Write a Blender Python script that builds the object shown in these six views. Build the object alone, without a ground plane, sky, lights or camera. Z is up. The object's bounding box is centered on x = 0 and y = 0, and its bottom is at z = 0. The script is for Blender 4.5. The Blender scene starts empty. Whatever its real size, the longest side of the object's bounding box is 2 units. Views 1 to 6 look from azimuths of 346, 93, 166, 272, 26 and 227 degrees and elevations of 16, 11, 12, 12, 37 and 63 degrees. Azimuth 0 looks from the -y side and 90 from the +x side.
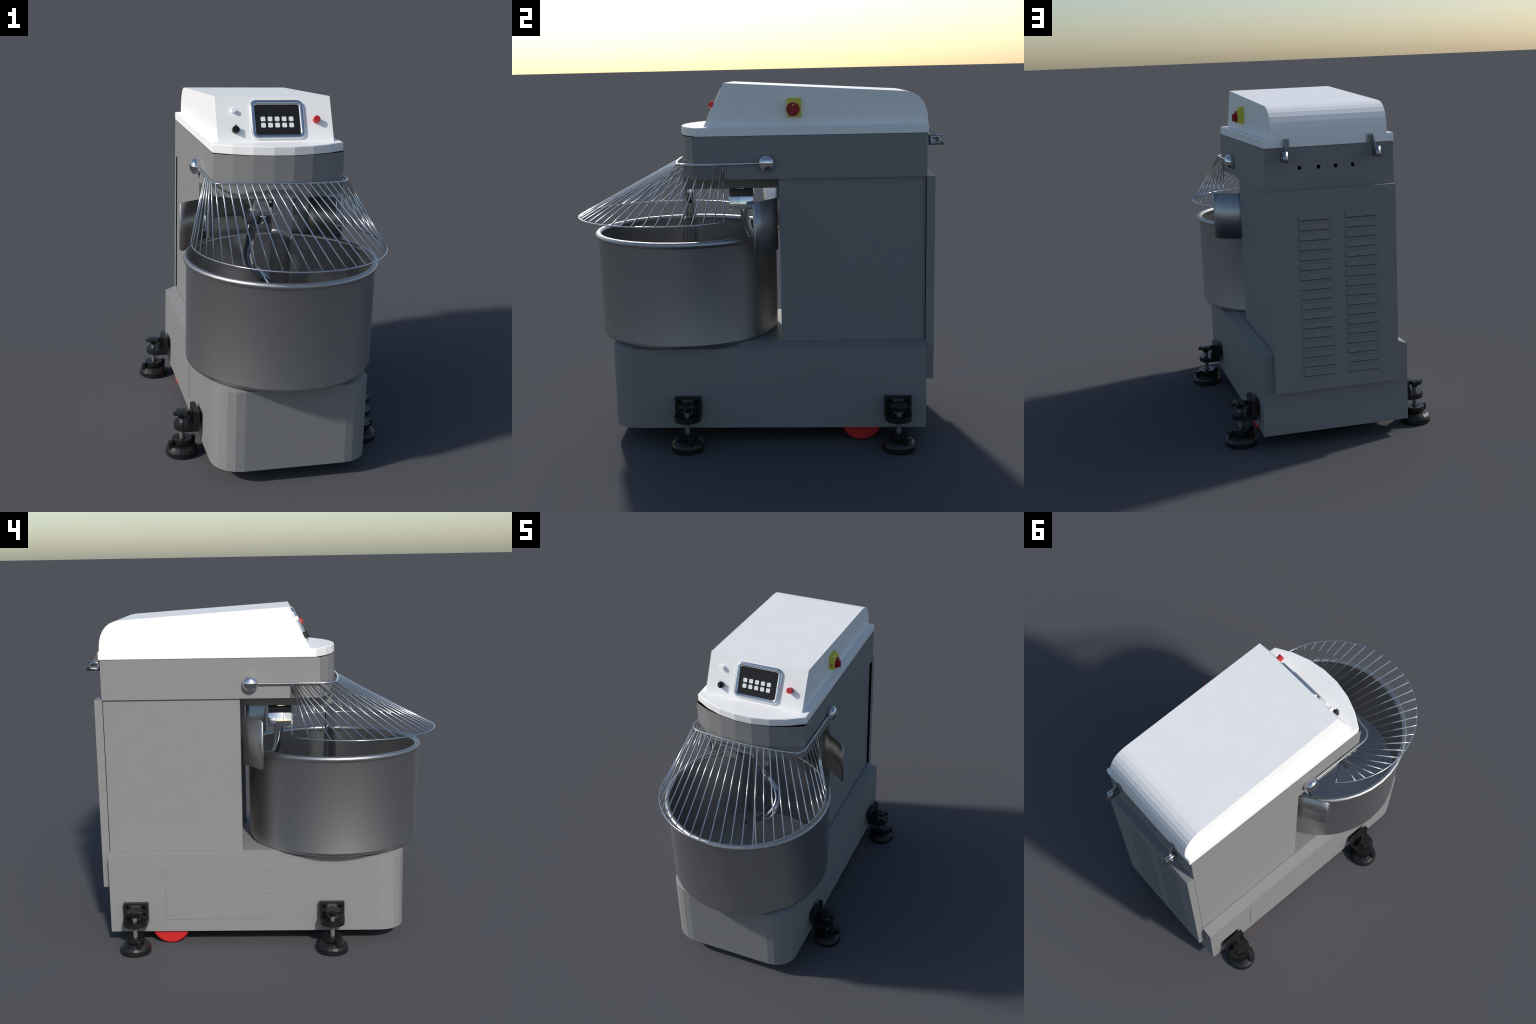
import bpy, bmesh, math
from mathutils import Vector, Matrix

# ------------------------------------------------------------------ materials
def material(name, color, rough=0.5, metal=0.0, grain=0.0, grain_scale=60.0, spec=0.5, coat=0.0):
    """Principled surface; a little noise in colour and roughness so it is not dead flat."""
    m = bpy.data.materials.new(name)
    m.use_nodes = True
    nt = m.node_tree
    b = nt.nodes["Principled BSDF"]
    b.inputs["Base Color"].default_value = (*color, 1)
    b.inputs["Roughness"].default_value = rough
    b.inputs["Metallic"].default_value = metal
    b.inputs["Specular IOR Level"].default_value = spec
    b.inputs["Coat Weight"].default_value = coat
    if grain > 0:
        tc = nt.nodes.new("ShaderNodeTexCoord")
        nz = nt.nodes.new("ShaderNodeTexNoise")
        nz.inputs["Scale"].default_value = grain_scale
        nz.inputs["Detail"].default_value = 4
        nt.links.new(tc.outputs["Object"], nz.inputs["Vector"])
        ramp = nt.nodes.new("ShaderNodeValToRGB")
        ramp.color_ramp.elements[0].position = 0.3
        ramp.color_ramp.elements[1].position = 0.7
        ramp.color_ramp.elements[0].color = (*[c * (1 - grain) for c in color], 1)
        ramp.color_ramp.elements[1].color = (*[min(1, c * (1 + grain)) for c in color], 1)
        nt.links.new(nz.outputs["Fac"], ramp.inputs["Fac"])
        nt.links.new(ramp.outputs["Color"], b.inputs["Base Color"])
    return m

GREY = material("grey_painted_steel", (0.240, 0.240, 0.241), 0.55, 0.0, 0.012, 9, 0.3)
WHITE = material("white_lid_plastic", (0.95, 0.944, 0.928), 0.45, 0.0, 0.012, 7, 0.4)
STEEL = material("brushed_bowl_steel", (0.48, 0.48, 0.485), 0.42, 1.0, 0.02, 30)
FLAPSTEEL = material("flap_steel", (0.46, 0.46, 0.465), 0.42, 1.0, 0.02, 30)
CHROME = material("polished_chrome", (0.74, 0.75, 0.77), 0.06, 1.0)
WIRE = material("chromed_wire", (0.72, 0.73, 0.75), 0.12, 1.0)
LATCHSTEEL = material("latch_steel", (0.36, 0.37, 0.39), 0.30, 1.0)
STEM = material("zinc_stem", (0.20, 0.20, 0.20), 0.40, 0.4)
BLACK = material("black_plastic", (0.0095, 0.0095, 0.0100), 0.36, 0.0, 0.05, 40, 0.45)
KNOBBLACK = material("black_knob", (0.012, 0.012, 0.013), 0.35)
SCREEN = material("dark_screen", (0.013, 0.0135, 0.015), 0.5, 0.0, 0, 1, 0.25)
KEYWHITE = material("white_key", (0.86, 0.86, 0.86), 0.45)
SEAM = material("shadowed_seam", (0.155, 0.155, 0.155), 0.7)
RED = material("red_plastic", (0.50, 0.020, 0.022), 0.4)
WHEELRED = material("red_wheel", (0.54, 0.018, 0.018), 0.45)
YELLOW = material("yellow_plastic", (0.68, 0.64, 0.06), 0.5)
SWITCHRED = material("switch_red", (0.42, 0.012, 0.016), 0.45)
DARKFILL = material("dark_fill", (0.002, 0.002, 0.002), 0.9, 0, 0, 1, 0.0)  # near-black colour painted in for the dark of holes and shaded edges

# ------------------------------------------------------------------ helpers
COL = bpy.context.scene.collection

def link(ob, parent):
    COL.objects.link(ob)
    ob.parent = parent
    return ob

def finish(bm, name, mat, parent, smooth=None, loc=(0, 0, 0)):
    """bmesh -> object. smooth: None = flat, angle in degrees = smooth with sharp edges above it."""
    bmesh.ops.remove_doubles(bm, verts=bm.verts, dist=1e-6)
    bmesh.ops.recalc_face_normals(bm, faces=bm.faces)
    me = bpy.data.meshes.new(name)
    for f in bm.faces:
        f.smooth = smooth is not None
    bm.to_mesh(me)
    bm.free()
    if smooth is not None and smooth < 180:
        me.set_sharp_from_angle(angle=math.radians(smooth))
    for m in (mat if isinstance(mat, (list, tuple)) else [mat]):
        me.materials.append(m)
    ob = bpy.data.objects.new(name, me)
    ob.location = loc
    return link(ob, parent)

def empty(name, parent=None, loc=(0, 0, 0)):
    ob = bpy.data.objects.new(name, None)
    ob.empty_display_size = 0.1
    ob.location = loc
    COL.objects.link(ob)
    ob.parent = parent
    return ob

def bevel_all(bm, w, seg=2, min_angle=25):
    ed = [e for e in bm.edges if len(e.link_faces) == 2 and e.calc_face_angle(0) > math.radians(min_angle)]
    bmesh.ops.bevel(bm, geom=ed, offset=w, segments=seg, profile=0.5, affect="EDGES", clamp_overlap=True)

def prism(bm, pts, to3d, d0, d1):
    """Extrude a closed 2D outline between depths d0 and d1; to3d(a, b, depth) -> point."""
    a = [bm.verts.new(to3d(p[0], p[1], d0)) for p in pts]
    b = [bm.verts.new(to3d(p[0], p[1], d1)) for p in pts]
    bm.faces.new(a)
    bm.faces.new(b[::-1])
    n = len(pts)
    for i in range(n):
        bm.faces.new((a[i], b[i], b[(i + 1) % n], a[(i + 1) % n]))
    return a, b

XY = lambda a, b, d: (a, b, d)
YZ = lambda a, b, d: (d, a, b)
XZ = lambda a, b, d: (a, d, b)

def box(bm, x0, x1, y0, y1, z0, z1):
    prism(bm, [(x0, y0), (x1, y0), (x1, y1), (x0, y1)], XY, z0, z1)

def lathe(bm, profile, n, center=(0, 0, 0), axis="Z", start=0.0):
    """Revolve (radius, height) points; radius 0 closes with a pole."""
    cx, cy, cz = center
    def put(r, h, a):
        u, v = r * math.cos(a), r * math.sin(a)
        return {"Z": (cx + u, cy + v, cz + h), "X": (cx + h, cy + u, cz + v), "Y": (cx + u, cy + h, cz + v)}[axis]
    rings = []
    for r, h in profile:
        if r < 1e-7:
            rings.append([bm.verts.new(put(0, h, 0))])
        else:
            rings.append([bm.verts.new(put(r, h, start + 2 * math.pi * i / n)) for i in range(n)])
    for a, b in zip(rings, rings[1:]):
        for i in range(n):
            j = (i + 1) % n
            if len(a) == 1 and len(b) == 1:
                continue
            if len(a) == 1:
                bm.faces.new((a[0], b[j], b[i]))
            elif len(b) == 1:
                bm.faces.new((a[i], a[j], b[0]))
            else:
                bm.faces.new((a[i], a[j], b[j], b[i]))

def tube(bm, path, radius, sides=8, closed=False, taper=None, flat=1.0):
    """Sweep a circle along a path with parallel-transported frames."""
    P = [Vector(p) for p in path]
    n = len(P)
    T = []
    for i in range(n):
        a = P[(i - 1) % n] if (closed or i > 0) else P[i]
        b = P[(i + 1) % n] if (closed or i < n - 1) else P[i]
        T.append((b - a).normalized())
    up = Vector((0, 0, 1)) if abs(T[0].z) < 0.9 else Vector((1, 0, 0))
    N = (up - T[0] * up.dot(T[0])).normalized()
    rings = []
    for i in range(n):
        N = (N - T[i] * N.dot(T[i])).normalized()
        B = T[i].cross(N)
        r = radius * (taper[i] if taper else 1)
        rings.append([bm.verts.new(P[i] + N * (r * flat * math.cos(2 * math.pi * k / sides)) + B * (r * math.sin(2 * math.pi * k / sides))) for k in range(sides)])
    m = n if closed else n - 1
    for i in range(m):
        a, b = rings[i], rings[(i + 1) % n]
        for k in range(sides):
            l = (k + 1) % sides
            bm.faces.new((a[k], a[l], b[l], b[k]))
    if not closed:
        bm.faces.new(rings[0][::-1])
        bm.faces.new(rings[-1])

def catmull(pts, per=6):
    P = [Vector(p) for p in pts]
    P = [2 * P[0] - P[1]] + P + [2 * P[-1] - P[-2]]
    out = []
    for i in range(1, len(P) - 2):
        for k in range(per):
            t = k / per
            a, b, c, d = P[i - 1], P[i], P[i + 1], P[i + 2]
            out.append(0.5 * ((2 * b) + (c - a) * t + (2 * a - 5 * b + 4 * c - d) * t * t + (3 * b - a - 3 * c + d) * t ** 3))
    out.append(P[-2])
    return out

def rounded_rect(w, h, r, seg=4):
    out = []
    for cx, cy, a0 in ((w / 2 - r, h / 2 - r, 0), (-w / 2 + r, h / 2 - r, 90), (-w / 2 + r, -h / 2 + r, 180), (w / 2 - r, -h / 2 + r, 270)):
        for k in range(seg + 1):
            a = math.radians(a0 + 90 * k / seg)
            out.append((cx + r * math.cos(a), cy + r * math.sin(a)))
    return out

def front_arc(half, y_corner, y_mid, n=7):
    """Points of a shallow front bow from -half to +half."""
    s = y_corner - y_mid
    R = (half * half + s * s) / (2 * s)
    a = math.asin(half / R)
    return [(R * math.sin(-a + 2 * a * k / n), y_mid + R - R * math.cos(-a + 2 * a * k / n)) for k in range(n + 1)]

# ------------------------------------------------------------------ root
root = empty("dough_mixer")
root["label"] = "grey spiral dough mixer with steel bowl and white lid"
root["category"] = "dough mixer"

# ------------------------------------------------------------------ base cabinet
BW, BB, BF = 0.415, 0.902, -0.789          # half width, back y, front y
def base_outline(inset):
    w, f = BW - inset, BF + inset
    def corner(rx, ry):
        rx, ry = rx - inset * 0.4, ry - inset * 0.4
        return [(w - rx + rx * math.cos(a), f + ry - ry * math.sin(a)) for a in [math.pi / 2 * k / 5 for k in range(6)]]
    left, right = corner(0.150, 0.148), corner(0.142, 0.128)
    return [(w, BB), (-w, BB)] + [(-x, y) for x, y in left] + right[::-1]
bm = bmesh.new()
o0, o1 = base_outline(0), base_outline(0.064)
r0 = [bm.verts.new((x, y, 0.081)) for x, y in o0]
r1 = [bm.verts.new((x, y, 0.522)) for x, y in o0]
r2 = [bm.verts.new((x, y, 0.545)) for x, y in o1]
for a, b in ((r0, r1), (r1, r2)):
    for i in range(len(a)):
        j = (i + 1) % len(a)
        bm.faces.new((a[i], a[j], b[j], b[i]))
bm.faces.new(r0)
bm.faces.new(r2[::-1])
base = finish(bm, "base_cabinet", GREY, root)

bm = bmesh.new()
box(bm, -BW - 0.003, -BW + 0.002, -0.0155, 0.5795, 0.155, 0.451)
bevel_all(bm, 0.0012, 1)
panel = finish(bm, "access_panel", GREY, base)
bm = bmesh.new()
box(bm, -BW - 0.0005, -BW + 0.002, -0.0167, 0.5807, 0.1538, 0.4520)
finish(bm, "panel_outline_plate", SEAM, panel)  # darker grey plate added behind the panel to draw its outline
bm = bmesh.new()
lathe(bm, [(0, -0.0040), (0.0052, -0.0034), (0.0074, -0.0012), (0.0074, 0.003)], 10, axis="X")
screw0 = finish(bm, "panel_screw", GREY, panel, 40, (-BW - 0.003, 0.5595, 0.4465))
for y in (0.5595, -0.0055):
    for z in (0.4465, 0.3145, 0.1815):
        if (y, z) != (0.5595, 0.4465):
            c = screw0.copy()
            c.location = (-BW - 0.003, y, z)
            link(c, panel)

# red transport wheels
bm = bmesh.new()
lathe(bm, [(0, -0.02), (0.100, -0.02), (0.108, -0.014), (0.108, 0.014), (0.100, 0.02), (0, 0.02)], 40, axis="X")
w0 = finish(bm, "transport_wheel", WHEELRED, root, 35, (0.375, 0.560, 0.110))
w1 = w0.copy(); w1.location.x = -0.375; link(w1, root)

# ------------------------------------------------------------------ column
# two side cheeks with a recess between them that the bowl backs into
CL, CR = -0.3405, 0.3345
RECESS = 0.232        # deepest point of the curved wall
def wall_y(x):
    R = (0.280 ** 2 + 0.095 ** 2) / (2 * 0.095)
    return RECESS - R + math.sqrt(R * R - x * x)
wall = [(x, wall_y(x)) for x in [-0.280 + 0.560 * k / 12 for k in range(13)]]
bm = bmesh.new()
prism(bm, [(CR, 0.137), (CR, 0.9025), (CL, 0.9025), (CL, 0.137)] + wall, XY, 0.540, 1.4195)
column = finish(bm, "column", GREY, root)
for x0, x1 in ((CR - 0.002, CR + 0.0145), (CL - 0.0065, CL + 0.002)):
    bm = bmesh.new()
    box(bm, x0, x1, 0.9008, 0.9024, 0.546, 1.410)
    finish(bm, "dark_lip_strip", DARKFILL, column)  # black strip added along the back panel's lip to paint it dark
bm = bmesh.new()
prism(bm, [(0.903, 0.330), (0.947, 0.330), (0.947, 1.4215), (0.903, 1.4215)], YZ, -0.3475, 0.3495)
back = finish(bm, "back_panel", GREY, root)
# louvres
bm = bmesh.new()
L, H, D = 0.169, 0.031, 0.0055
box(bm, -L / 2, L / 2, -0.001, D, -H / 2, H / 2)
lou = None
for xc in (0.106, -0.148):
    for k in range(17):
        loc = (xc, 0.947, 1.279 - 0.0531 * k)
        if lou is None:
            lou = finish(bm, "louvre", GREY, back, None, loc)
            bm = bmesh.new()
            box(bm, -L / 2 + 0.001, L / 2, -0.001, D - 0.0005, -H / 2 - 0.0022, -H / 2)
            shade_strip = finish(bm, "louvre_shade_strip", DARKFILL, lou)  # black strip painting the shade line below each louvre, not an opening
        else:
            c = lou.copy(); c.location = loc; link(c, back)
            link(shade_strip.copy(), c)

# ------------------------------------------------------------------ head box
HW = 0.354
arc = front_arc(HW, -0.308, -0.405)
out = [(HW, 0.904), (-HW, 0.904)] + arc
bm = bmesh.new()
a, b = prism(bm, out, XY, 1.420, 1.643)
bmesh.ops.recalc_face_normals(bm, faces=bm.faces)
top = [f for f in bm.faces if f.normal.z > 0.9]
r = bmesh.ops.inset_region(bm, faces=top, thickness=0.006)
bmesh.ops.translate(bm, vec=(0, 0, -0.10), verts=list({v for f in top for v in f.verts}))
# four drilled cable holes in the back wall
head = finish(bm, "head_box", GREY, root)
cut = bmesh.new()
for x in (0.1645, 0.061, -0.032, -0.126):
    lathe(cut, [(0, -0.04), (0.0108, -0.04), (0.0108, 0.04), (0, 0.04)], 12, (x, 0.904, 1.534), "Y")
cutter = finish(cut, "hole_cutter", DARKFILL, root)
md = head.modifiers.new("holes", "BOOLEAN")
md.operation, md.object, md.solver = "DIFFERENCE", cutter, "EXACT"
bpy.context.view_layer.update()
dg = bpy.context.evaluated_depsgraph_get()
new = bpy.data.meshes.new_from_object(head.evaluated_get(dg))
head.modifiers.clear()
head.data = new
new.name = "head_box"
bpy.data.objects.remove(cutter)
# black sleeves line the holes
bm = bmesh.new()
lathe(bm, [(0, -0.030), (0.0107, -0.030), (0.0107, -0.0015), (0.0088, -0.0015), (0.0088, -0.026), (0, -0.026)], 12, (0, 0, 0), "Y")
sl = finish(bm, "cable_hole", DARKFILL, head, None, (0.1645, 0.904, 1.534))
for x in (0.061, -0.032, -0.126):
    c = sl.copy(); c.location.x = x; link(c, head)
# two long rails under the head
bm = bmesh.new()
prism(bm, rounded_rect(0.076, 0.090, 0.012, 2), XZ, -0.384, 0.1365)
rail = finish(bm, "head_rail", GREY, head, None, (-0.108, 0, 1.392))
c = rail.copy(); c.location.x = 0.106; link(c, head)

# ------------------------------------------------------------------ white lid
LW = 0.353
out = [(LW, 0.912), (-LW, 0.912)] + front_arc(LW, -0.287, -0.404)
bm = bmesh.new()
prism(bm, out, XY, 1.6452, 1.691)
ed = [e for e in bm.edges if all(v.co.z > 1.69 for v in e.verts)]
bmesh.ops.bevel(bm, geom=ed, offset=0.005, segments=2, profile=0.5, affect="EDGES")
lid = finish(bm, "lid_rim", WHITE, root)

hx = 0.312
prof = [(-0.254, 1.689), (-0.141, 1.9155), (0.790, 1.8565)]
# back shoulder: quarter of a rounded curve, seven flat facets
c0, c1, c2, c3 = (Vector(p) for p in ((0.790, 1.8565), (0.862, 1.851), (0.911, 1.800), (0.9115, 1.700)))
for k in range(1, 8):
    t = k / 7
    p = c0 * (1 - t) ** 3 + c1 * 3 * t * (1 - t) ** 2 + c2 * 3 * t * t * (1 - t) + c3 * t ** 3
    prof.append((p.x, p.y))
prof.append((0.9115, 1.689))
bm = bmesh.new()
prism(bm, prof, YZ, -hx - 0.005, hx)
ed = [e for e in bm.edges if e.calc_face_angle(0) > math.radians(40) and max(v.co.z for v in e.verts) > 1.695]
bmesh.ops.bevel(bm, geom=ed, offset=0.008, segments=3, profile=0.5, affect="EDGES", clamp_overlap=True)
hood = finish(bm, "hood", WHITE, lid)

# control panel: local frame on the sloped front (x, s up the slope, n outward)
fd = Vector((0, 0.112, 0.2265)).normalized()
fn = Vector((0, -fd.z, fd.y))
F0 = Vector((0, -0.2513, 1.694))
def on_face(x, s, n):
    return F0 + Vector((x, 0, 0)) + fd * s + fn * n
FM = Matrix(((1, fd.x, fn.x), (0, fd.y, fn.y), (0, fd.z, fn.z))).to_4x4()
def place(ob, x, s, n=0.0):
    ob.matrix_basis = Matrix.Translation(on_face(x, s, n)) @ FM
    return ob

bm = bmesh.new()
prism(bm, rounded_rect(0.250, 0.190, 0.018, 4), XY, -0.002, 0.006)
screen = place(finish(bm, "control_screen", SCREEN, hood), 0.011, 0.117)
bm = bmesh.new()      # chrome bezel: rounded section swept round a rounded rectangle
prev = None; first = None
sect = [(0.0, -0.002), (0.0, 0.006), (0.006, 0.012), (0.013, 0.0135), (0.020, 0.0115), (0.026, 0.008), (0.0265, 0.002), (0.0265, -0.002)]
loops = []
for off, h in sect:
    w, hh = 0.294 - 2 * off, 0.216 - 2 * off
    loops.append([bm.verts.new((p[0], p[1], h)) for p in rounded_rect(w, hh, max(0.034 - off, 0.012), 3)])
for i in range(len(loops)):
    A, B = loops[i], loops[(i + 1) % len(loops)]
    for k in range(len(A)):
        l = (k + 1) % len(A)
        bm.faces.new((A[k], A[l], B[l], B[k]))
bez = place(finish(bm, "screen_bezel", CHROME, screen, 180), 0, 0)
bez.matrix_basis = Matrix.Identity(4)
key = None
for row, s in enumerate((0.1195, 0.0855)):
    for k in range(5):
        if key is None:
            bm = bmesh.new()
            prism(bm, rounded_rect(0.0250, 0.0250, 0.005, 3), XY, 0.0, 0.0015)
            key = finish(bm, "keypad_key", KEYWHITE, screen)
            ob = key
        else:
            ob = key.copy(); link(ob, screen)
        ob.location = (0.0075 - 0.011 + 0.0383 * (k - 2), s - 0.117, 0.006)

bm = bmesh.new()
lathe(bm, [(0, 0.018), (0.0115, 0.018), (0.0125, 0.017), (0.0125, -0.003), (0, -0.003)], 20)
place(finish(bm, "white_button", WHITE, hood, 35), -0.2245, 0.166)
bm = bmesh.new()
lathe(bm, [(0, 0.028), (0.0168, 0.028), (0.0178, 0.027), (0.0178, -0.003), (0, -0.003)], 24)
place(finish(bm, "red_button", RED, hood, 35), 0.222, 0.113)
bm = bmesh.new()
lathe(bm, [(0, 0.018), (0.0185, 0.018), (0.0195, 0.017), (0.0195, -0.003), (0, -0.003)], 24)
box(bm, -0.0035, 0.0035, -0.0185, 0.0225, 0.0175, 0.028)
place(finish(bm, "selector_knob", KNOBBLACK, hood, 35), -0.220, 0.062)

# yellow and red isolator switch on the right flank
bm = bmesh.new()
prism(bm, [(hx - 0.002, 1.737), (hx + 0.024, 1.737), (hx + 0.036, 1.744), (hx + 0.036, 1.808), (hx + 0.016, 1.833), (hx - 0.002, 1.833)],
      lambda a, b, d: (a, d, b), 0.187, 0.259)
bevel_all(bm, 0.002, 1)
sw = finish(bm, "isolator_switch", YELLOW, hood)
bm = bmesh.new()
lathe(bm, [(0, 0.0), (0.0345, 0.0), (0.0345, 0.006), (0.029, 0.006), (0.027, 0.002), (0, 0.002)], 28, axis="X")
dial = finish(bm, "switch_dial", SWITCHRED, sw, 30, (hx + 0.036, 0.2175, 1.777))
bm = bmesh.new()
box(bm, 0.002, 0.026, -0.0065, 0.0065, -0.026, 0.016)
bevel_all(bm, 0.0015, 1)
finish(bm, "switch_grip", SWITCHRED, dial)
bm = bmesh.new()
lathe(bm, [(0, 0.0), (0.0045, 0.0), (0.0045, 0.003), (0, 0.0035)], 12, (0, 0, 0), "X")
finish(bm, "switch_dot", YELLOW, dial, 30, (0.0018, 0, 0.0235))
bm = bmesh.new()
box(bm, 0.012, 0.020, -0.006, 0.002, -0.004, 0.004)
finish(bm, "switch_tab", SWITCHRED, sw, None, (hx, 0.187, 1.772))

# ------------------------------------------------------------------ latches on the back of the lid
for sgn, x in ((1, 0.2345), (-1, -0.2195)):
    lat = empty("latch", root, (x, 0.912, 1.665))
    bm = bmesh.new()
    box(bm, -0.0155, 0.0155, -0.001, 0.006, -0.0245, 0.0245)
    bevel_all(bm, 0.0015, 1)
    finish(bm, "latch_plate", LATCHSTEEL, lat, 30)
    bm = bmesh.new()
    for z in (0.013, -0.013):
        lathe(bm, [(0, 0.010), (0.0035, 0.009), (0.0052, 0.006), (0.0052, 0.004)], 10, (-0.004 * sgn, 0, z), "Y")
    finish(bm, "latch_rivet", LATCHSTEEL, lat, 60)
    bm = bmesh.new()      # sloping arm
    prism(bm, [(0.004, 0.024), (0.013, 0.024), (0.038, -0.009), (0.050, -0.038), (0.060, -0.085), (0.024, -0.085), (0.020, -0.020), (0.012, 0.0)],
          YZ, sgn * 0.0105, sgn * 0.0165)
    bevel_all(bm, 0.0015, 1)
    finish(bm, "latch_arm", LATCHSTEEL, lat, 60)
    bm = bmesh.new()      # hollow hook block with a hole across it
    outer = [(0.008, -0.037), (0.071, -0.037), (0.0875, -0.090), (0.008, -0.090)]
    hole = [(0.041 + 0.009 * math.cos(math.pi / 2 * k / 2 + math.pi / 4), -0.066 + 0.009 * math.sin(math.pi / 2 * k / 2 + math.pi / 4)) for k in range(4)]
    hole = [(0.041 + 0.0095 * math.cos(a), -0.066 + 0.0095 * math.sin(a)) for a in [math.radians(q) for q in (45, 90, 135, 180, 225, 270, 315, 360)]]
    x0, x1 = sorted((sgn * 0.0110, sgn * 0.0345))
    rings = []
    for X in (x0, x1):
        oo = []
        for k in range(8):           # match each hole vertex to a point on the outline
            a = math.radians((45, 90, 135, 180, 225, 270, 315, 360)[k])
            p = [(0.071, -0.037), (0.041, -0.037), (0.008, -0.037), (0.008, -0.066), (0.008, -0.090), (0.041, -0.090), (0.0875, -0.090), (0.079, -0.066)][k]
            oo.append(bm.verts.new((X, *p)))
        hh = [bm.verts.new((X, *p)) for p in hole]
        rings.append((oo, hh))
    (oa, ha), (ob_, hb) = rings
    for k in range(8):
        l = (k + 1) % 8
        bm.faces.new((oa[k], oa[l], ha[l], ha[k]))
        bm.faces.new((ob_[k], hb[k], hb[l], ob_[l]))
        bm.faces.new((oa[k], ob_[k], ob_[l], oa[l]))
        bm.faces.new((ha[k], ha[l], hb[l], hb[k]))
    finish(bm, "latch_hook", LATCHSTEEL, lat, 180)

# ------------------------------------------------------------------ mixing bowl
BC = (0.0, -0.395, 0.0)
RIMZ, RIMR, RIMT = 1.0990, 0.4990, 0.0165
prof = [(0, 0.5370), (0.462, 0.5370), (0.476, 0.5385), (0.490, 0.5455), (0.4970, 0.562), (0.4988, RIMZ - 0.020)]
prof += [(RIMR + RIMT * math.cos(a), RIMZ + RIMT * math.sin(a)) for a in [math.radians(q) for q in (-75, -45, -10, 25, 60, 95, 130, 165, 200)]]
prof += [(0.4955, 1.076), (0.4915, 0.560), (0.482, 0.5535), (0, 0.5535)]
bm = bmesh.new()
lathe(bm, prof, 40, BC)
bowl = finish(bm, "mixing_bowl", STEEL, root, 55)
# the spun sheet is very slightly barrelled: lean the wall's shading normals accordingly
me = bowl.data
nors = [None] * len(me.loops)
for p in me.polygons:
    zs = [me.vertices[v].co.z for v in p.vertices]
    tall = max(zs) - min(zs) > 0.3
    for li in p.loop_indices:
        n = Vector(me.corner_normals[li].vector)
        if tall:
            co = me.vertices[me.loops[li].vertex_index].co
            rad = Vector((co.x - BC[0], co.y - BC[1], 0)).normalized()
            outside = n.dot(rad) > 0
            low = co.z < 0.8
            lean = math.radians((2.0 if low else -11) if outside else (-10 if low else -6))
            n = rad * (math.cos(lean) if outside else -math.cos(lean)) + Vector((0, 0, math.sin(lean)))
        nors[li] = n
me.normals_split_custom_set(nors)
bm = bmesh.new()
lathe(bm, [(0, 0.5365), (0.40, 0.5365), (0.40, 0.527), (0, 0.527)], 40, BC)
finish(bm, "bowl_turntable", BLACK, bowl, 30)

# ------------------------------------------------------------------ spiral hook, its chuck and the breaker bar
bm = bmesh.new()
box(bm, -0.130, 0.068, -0.150, -0.018, 1.222, 1.332)
for v in bm.verts:          # flanks lean inwards towards the top
    if v.co.z > 1.3:
        v.co.x += 0.027 if v.co.x < 0 else -0.027
bevel_all(bm, 0.018, 3)
chuck = finish(bm, "hook_chuck", CHROME, root, 180)
me = chuck.data          # keep the big faces nearly flat, with softly pillowed edges
nors = [None] * len(me.loops)
for p in me.polygons:
    keep = 0.62 if p.area > 0.003 else 0.0
    for li in p.loop_indices:
        nors[li] = (Vector(p.normal) * keep + Vector(me.corner_normals[li].vector) * (1 - keep)).normalized()
me.normals_split_custom_set(nors)
bm = bmesh.new()
lathe(bm, [(0, -0.012), (0.012, -0.012), (0.016, -0.008), (0.016, 0.004)], 16, (-0.040, -0.150, 1.262), "Y")
finish(bm, "clamp_screw", CHROME, chuck, 180)
bm = bmesh.new()
lathe(bm, [(0, 1.45), (0.045, 1.45), (0.045, 1.32), (0, 1.32)], 20, (-0.02, -0.085, 0))
finish(bm, "drive_shaft", CHROME, chuck, 40)
path = catmull([(-0.086, -0.078, 1.24), (-0.086, -0.077, 1.17), (-0.088, -0.068, 1.10), (-0.088, -0.034, 1.03), (-0.060, -0.004, 0.950),
                (0.005, -0.012, 0.880), (0.042, -0.052, 0.832), (0.044, -0.105, 0.787), (0.006, -0.142, 0.737), (-0.054, -0.156, 0.686), (-0.112, -0.162, 0.655), (-0.165, -0.158, 0.632)], 6)
bm = bmesh.new()
tube(bm, path, 0.0262, 12, taper=[1.0] * (len(path) - 5) + [0.95, 0.88, 0.78, 0.62, 0.35])
finish(bm, "spiral_hook", CHROME, root, 60)
bm = bmesh.new()
# flat blade standing diagonally, slightly twisted towards its lower end
secs = []
for z, ang, half, th in ((1.4205, -20, 0.056, 0.013), (1.20, -26, 0.056, 0.013), (1.03, -37, 0.057, 0.013), (0.88, -43, 0.057, 0.013), (0.590, -46, 0.057, 0.013)):
    c, n = Vector((math.cos(math.radians(ang)), math.sin(math.radians(ang)))), None
    n = Vector((-c.y, c.x))
    m = Vector((0.004, -0.379))
    secs.append([bm.verts.new((*(m + c * (u * half) + n * (v * th)), z)) for u, v in ((-1, -0.55), (-0.85, -1), (0.85, -1), (1, -0.55), (1, 0.55), (0.85, 1), (-0.85, 1), (-1, 0.55))])
for A, B in zip(secs, secs[1:]):
    for k in range(8):
        l = (k + 1) % 8
        bm.faces.new((A[k], A[l], B[l], B[k]))
bm.faces.new(secs[0]); bm.faces.new(secs[-1][::-1])
finish(bm, "breaker_bar", CHROME, root, 75)

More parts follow.
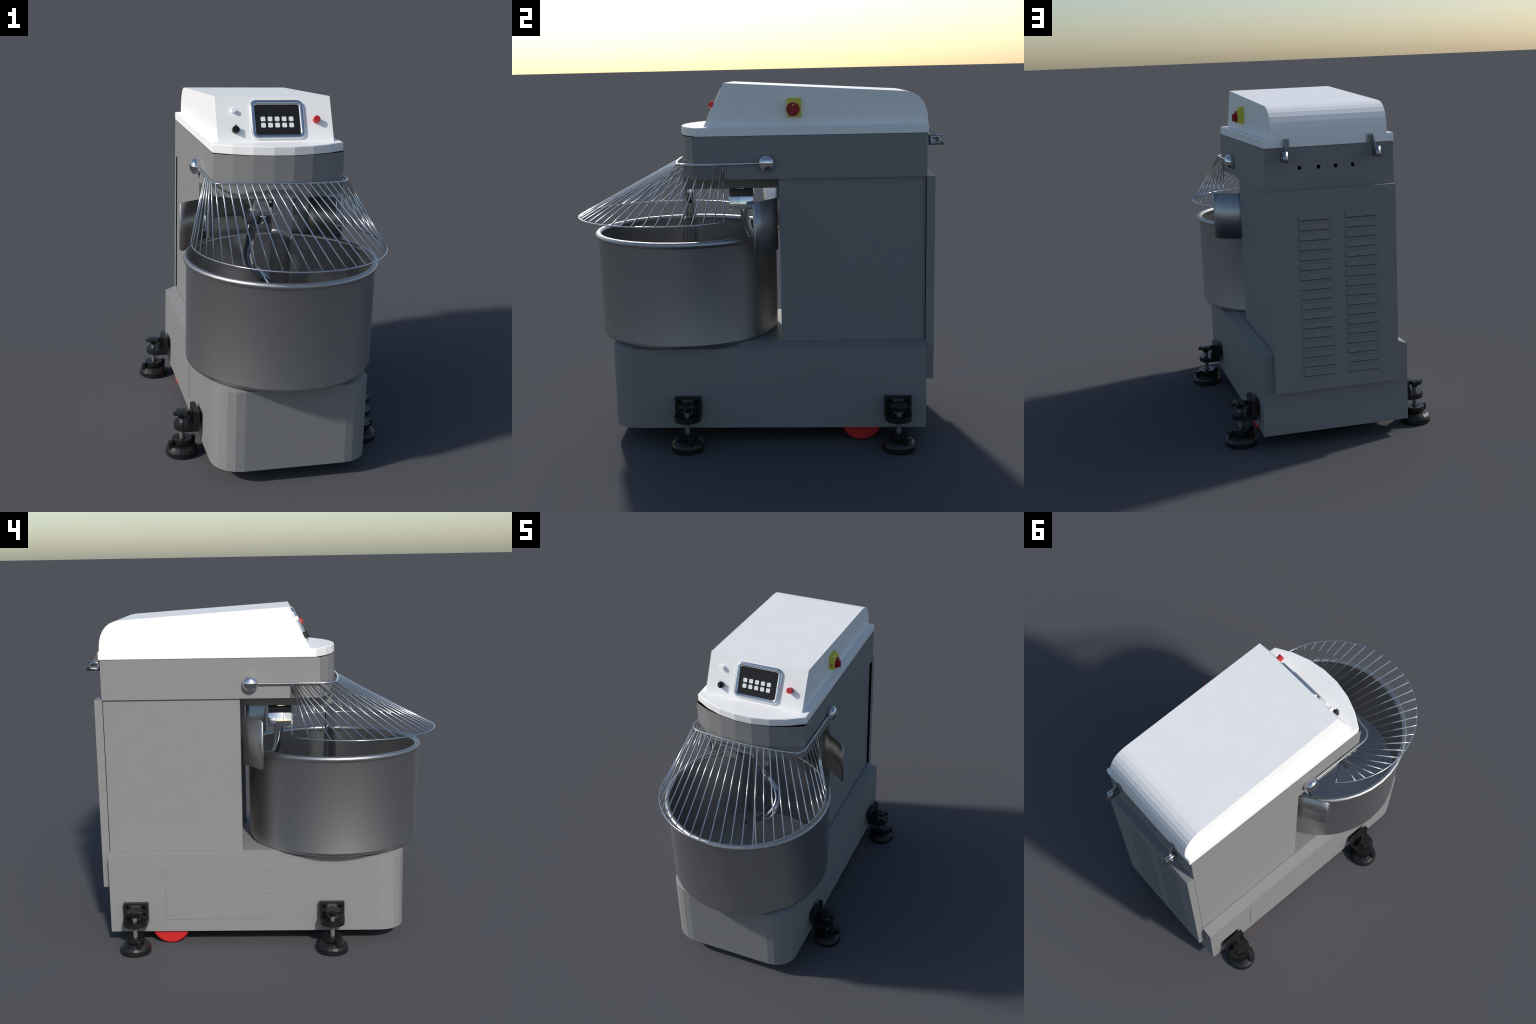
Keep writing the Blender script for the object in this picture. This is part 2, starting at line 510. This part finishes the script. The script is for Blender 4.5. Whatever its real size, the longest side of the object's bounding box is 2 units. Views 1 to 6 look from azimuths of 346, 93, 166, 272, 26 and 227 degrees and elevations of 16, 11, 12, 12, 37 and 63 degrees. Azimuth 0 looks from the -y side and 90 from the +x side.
# ------------------------------------------------------------------ curved side flaps behind the bowl
def build_flap(sec, mirror):
    bm = bmesh.new()
    th = 0.008
    cols = []
    for i, (x, y) in enumerate(sec):
        a = Vector(sec[max(0, i - 1)]); b = Vector(sec[min(len(sec) - 1, i + 1)])
        t = (b - a).normalized()
        nrm = Vector((-t.y, t.x))          # back side
        z0, z1 = 1.039, 1.3155
        if i == len(sec) - 1:
            z0, z1 = z0 + 0.012, z1 - 0.012
        cols.append([bm.verts.new((mirror * px, py, z)) for px, py, z in ((x, y, z0), (x, y, z1), (x + nrm.x * th, y + nrm.y * th, z1), (x + nrm.x * th, y + nrm.y * th, z0))])
    for a, b in zip(cols, cols[1:]):
        for k in range(4):
            l = (k + 1) % 4
            bm.faces.new((a[k], b[k], b[l], a[l]))
    bm.faces.new(cols[0]); bm.faces.new(cols[-1][::-1])
    return finish(bm, "bowl_flap", FLAPSTEEL, root, 180)
build_flap([(0.300, 0.119), (0.345, 0.099), (0.388, 0.0735), (0.430, 0.0445), (0.462, 0.0165), (0.473, 0.006)], 1)
build_flap([(0.300, 0.116), (0.345, 0.085), (0.388, 0.057), (0.430, 0.0325), (0.457, 0.0135), (0.468, 0.006)], -1)
bm = bmesh.new()        # cross plate joining the two flaps behind the bowl
box(bm, -0.250, 0.250, 0.158, 0.182, 1.032, 1.192)
bevel_all(bm, 0.003, 2)
finish(bm, "flap_cross_plate", FLAPSTEEL, root, 60)

# ------------------------------------------------------------------ wire guard
guard = empty("bowl_guard", root, (0, 0, 0))
GZ = 1.5025
bx, bcorner, bmid = 0.367, -0.400, -0.4245
# half of the hoop, from the middle of its bowed front round the corner to the hinge
half = [(0.30 * k / 3, bmid + (bcorner - bmid) * (k / 3) ** 2) for k in range(4)]
half += [(0.300 + 0.067 * math.sin(a), -0.333 - 0.067 * math.cos(a)) for a in [math.pi / 2 * k / 4 for k in range(1, 5)]]
half += [(bx, -0.150), (bx, 0.05)]
bar = [(-x, y, GZ) for x, y in half[::-1]] + [(x, y, GZ) for x, y in half[1:]]
bm = bmesh.new()
tube(bm, bar, 0.0060, 8)
finish(bm, "guard_bar", WIRE, guard, 60)
RC, RR, RZ, REND = (0.0145, -0.4905), 0.5035, 1.2010, math.radians(132.5)
ring = [(RC[0] + RR * math.sin(a), RC[1] - RR * math.cos(a), RZ) for a in [-REND + 2 * REND * k / 72 for k in range(73)]]
bm = bmesh.new()
tube(bm, ring, 0.0040, 8)
finish(bm, "guard_ring", WIRE, guard, 60)
# arc-length walk along the bar, measured from the middle of its front
def along_bar(s):
    sg, s = (1 if s >= 0 else -1), abs(s)
    for p, q in zip(half, half[1:]):
        p, q = Vector(p), Vector(q)
        d = (q - p).length
        if s <= d or q.y > 0:
            t = p + (q - p) * (s / d)
            return Vector((sg * t.x, t.y, GZ))
        s -= d
S_END = sum((Vector(q) - Vector(p)).length for p, q in zip(half[:-1], half[1:-1])) - 0.002
def top_s(j):
    if j > -12.6:
        return min(0.0382 * (j - 2), S_END - 0.003)
    knots = [(-16.5, -S_END + 0.001), (-15.5, -S_END + 0.003), (-14.5, -S_END + 0.008), (-13.5, -S_END + 0.016), (-12.5, -0.554)]
    for (a, u), (b, v) in zip(knots, knots[1:]):
        if j <= b:
            return u + (v - u) * (j - a) / (b - a)
    return knots[-1][1]
WIRE_R = 0.0037
bm = bmesh.new()
lathe(bm, [(0, 0), (WIRE_R, 0), (WIRE_R, 0.5), (0, 0.5)], 8)
rodmesh = None
def rod(p, q):
    global rodmesh
    if rodmesh is None:
        ob = finish(bm, "guard_rod", WIRE, guard, 180)
        rodmesh = ob.data
        lean_ends(rodmesh, 32)
    else:
        ob = link(bpy.data.objects.new("guard_rod", rodmesh), guard)
    d = q - p
    ob.rotation_mode = "QUATERNION"
    ob.rotation_quaternion = Vector((0, 0, 1)).rotation_difference(d.normalized())
    ob.location = p
    ob.scale = (1, 1, d.length / 0.5)
def lean_ends(me, deg):
    """Give a capped wire the soft, slightly waisted shading of a drawn rod."""
    out = []
    for p in me.polygons:
        side = len(p.vertices) == 4
        for li in p.loop_indices:
            n = Vector(p.normal)
            if side:
                co = me.vertices[me.loops[li].vertex_index].co
                rad = Vector((co.x, co.y, 0)).normalized()
                lean = math.radians(deg) * (1 if co.z < 0.25 else -1)
                n = rad * math.cos(lean) + Vector((0, 0, math.sin(lean)))
            out.append(n)
    me.normals_split_custom_set(out)
for k in range(35):
    j = k - 16.5
    a = math.radians(7.19 * j - 0.45)
    rod(Vector((RC[0] + RR * math.sin(a), RC[1] - RR * math.cos(a), RZ)), along_bar(top_s(j)))
for sg in (-1, 1):
    rod(Vector((RC[0] + sg * RR * math.sin(REND), RC[1] - RR * math.cos(REND), RZ)), along_bar(sg * S_END))
# round hinge caps on the head flanks
bm = bmesh.new()
lathe(bm, [(0, -0.004), (0.036, -0.004), (0.0435, 0.004), (0.0445, 0.022), (0.0415, 0.036), (0.031, 0.047), (0.016, 0.053), (0, 0.055)], 32, axis="X")
cap = finish(bm, "hinge_cap", CHROME, guard, 50, (HW - 0.002, 0.076, 1.5045))
c = cap.copy(); c.rotation_euler = (0, 0, math.pi); c.location.x = -(HW - 0.002); link(c, guard)

# ------------------------------------------------------------------ levelling feet
def build_foot():
    parts = {}
    # local frame: +x points away from the cabinet, stem axis at the origin
    bm = bmesh.new()
    x0, x1 = -0.084, -0.056
    box(bm, x0, x1, -0.0705, 0.0705, 0.152, 0.2655)
    out = [(x1 - 0.001, -0.0705), (-0.022, -0.0705)]
    out += [(-0.022 + 0.066 * math.cos(a), 0.0705 * math.sin(a)) for a in [math.radians(-90 + 180 * k / 12) for k in range(1, 12)]]
    out += [(-0.022, 0.0705), (x1 - 0.001, 0.0705)]
    prism(bm, out, XY, 0.1525, 0.181)
    prism(bm, [(x1 - 0.001, 0.258), (-0.052, 0.258), (-0.028, 0.180), (x1 - 0.001, 0.180)], lambda a, b, d: (a, d, b), -0.027, 0.027)
    box(bm, x0 - 0.019, x0 + 0.001, -0.03, 0.03, 0.19, 0.22)       # stand-off to the cabinet wall
    parts["foot_bracket"] = (bm, BLACK, None)
    bm = bmesh.new()
    for y in (-0.0475, 0.0475):
        for z in (0.244, 0.200):
            lathe(bm, [(0, 0.0012), (0.006, 0.0012), (0.0078, 0.0006), (0.0078, -0.002)], 8, (x1, y, z), "X")
    parts["bracket_hole_disc"] = (bm, DARKFILL, None)  # flat black discs standing in for dark holes in the bracket
    bm = bmesh.new()
    lathe(bm, [(0, 0.238), (0.0132, 0.238), (0.0132, 0.060), (0, 0.060)], 16)
    parts["foot_stem"] = (bm, STEM, 40)
    bm = bmesh.new()      # six-lobed hand knob
    pts = []
    lobe = lambda a: 0.0485 - 0.0155 * abs(math.sin(3 * a)) ** 1.6
    for k in range(48):
        a = 2 * math.pi * k / 48
        pts.append((lobe(a) * math.cos(a), lobe(a) * math.sin(a)))
    n = len(pts)         # rounded over at the top and bottom rims
    rims = [[bm.verts.new((x * f, y * f, z)) for x, y in pts] for f, z in ((0.84, 0.224), (0.95, 0.2255), (1, 0.230), (1, 0.241), (0.95, 0.246), (0.84, 0.2475))]
    for A, B in zip(rims, rims[1:]):
        for k in range(n):
            l = (k + 1) % n
            bm.faces.new((A[k], A[l], B[l], B[k]))
    bm.faces.new(rims[0]); bm.faces.new(rims[-1][::-1])
    lathe(bm, [(0.021, 0.226), (0.019, 0.208), (0, 0.208)], 12)
    parts["star_knob"] = (bm, BLACK, 40)
    bm = bmesh.new()      # rubber pad with collar and two lugs
    lathe(bm, [(0, 0.0), (0.086, 0.0), (0.0885, 0.004), (0.0885, 0.028), (0.083, 0.041), (0.070, 0.054), (0.052, 0.060), (0.044, 0.060),
               (0.0535, 0.066), (0.0535, 0.0905), (0.021, 0.0905), (0.020, 0.080), (0, 0.080)], 20)
    for a in (22, 202):
        c, s = math.cos(math.radians(a)), math.sin(math.radians(a))
        lathe(bm, [(0, 0.089), (0.0135, 0.089), (0.0145, 0.087), (0.0125, 0.030), (0, 0.030)], 10, (0.070 * c, 0.070 * s, 0))
    parts["foot_pad"] = (bm, BLACK, None)
    return parts

made = {}
for sx, y, turn in ((-1, -0.3675, 0), (-1, 0.7495, 0), (1, -0.3675, 0), (1, 0.7495, 0)):
    f = empty("levelling_foot", root, (sx * 0.517, y, 0))
    if sx < 0:
        f.rotation_euler = (0, 0, math.pi)
    if not made:
        for nm, (bm, mat, sm) in build_foot().items():
            made[nm] = finish(bm, nm, mat, f, sm)
    else:
        for nm, ob in made.items():
            link(ob.copy(), f).parent = f
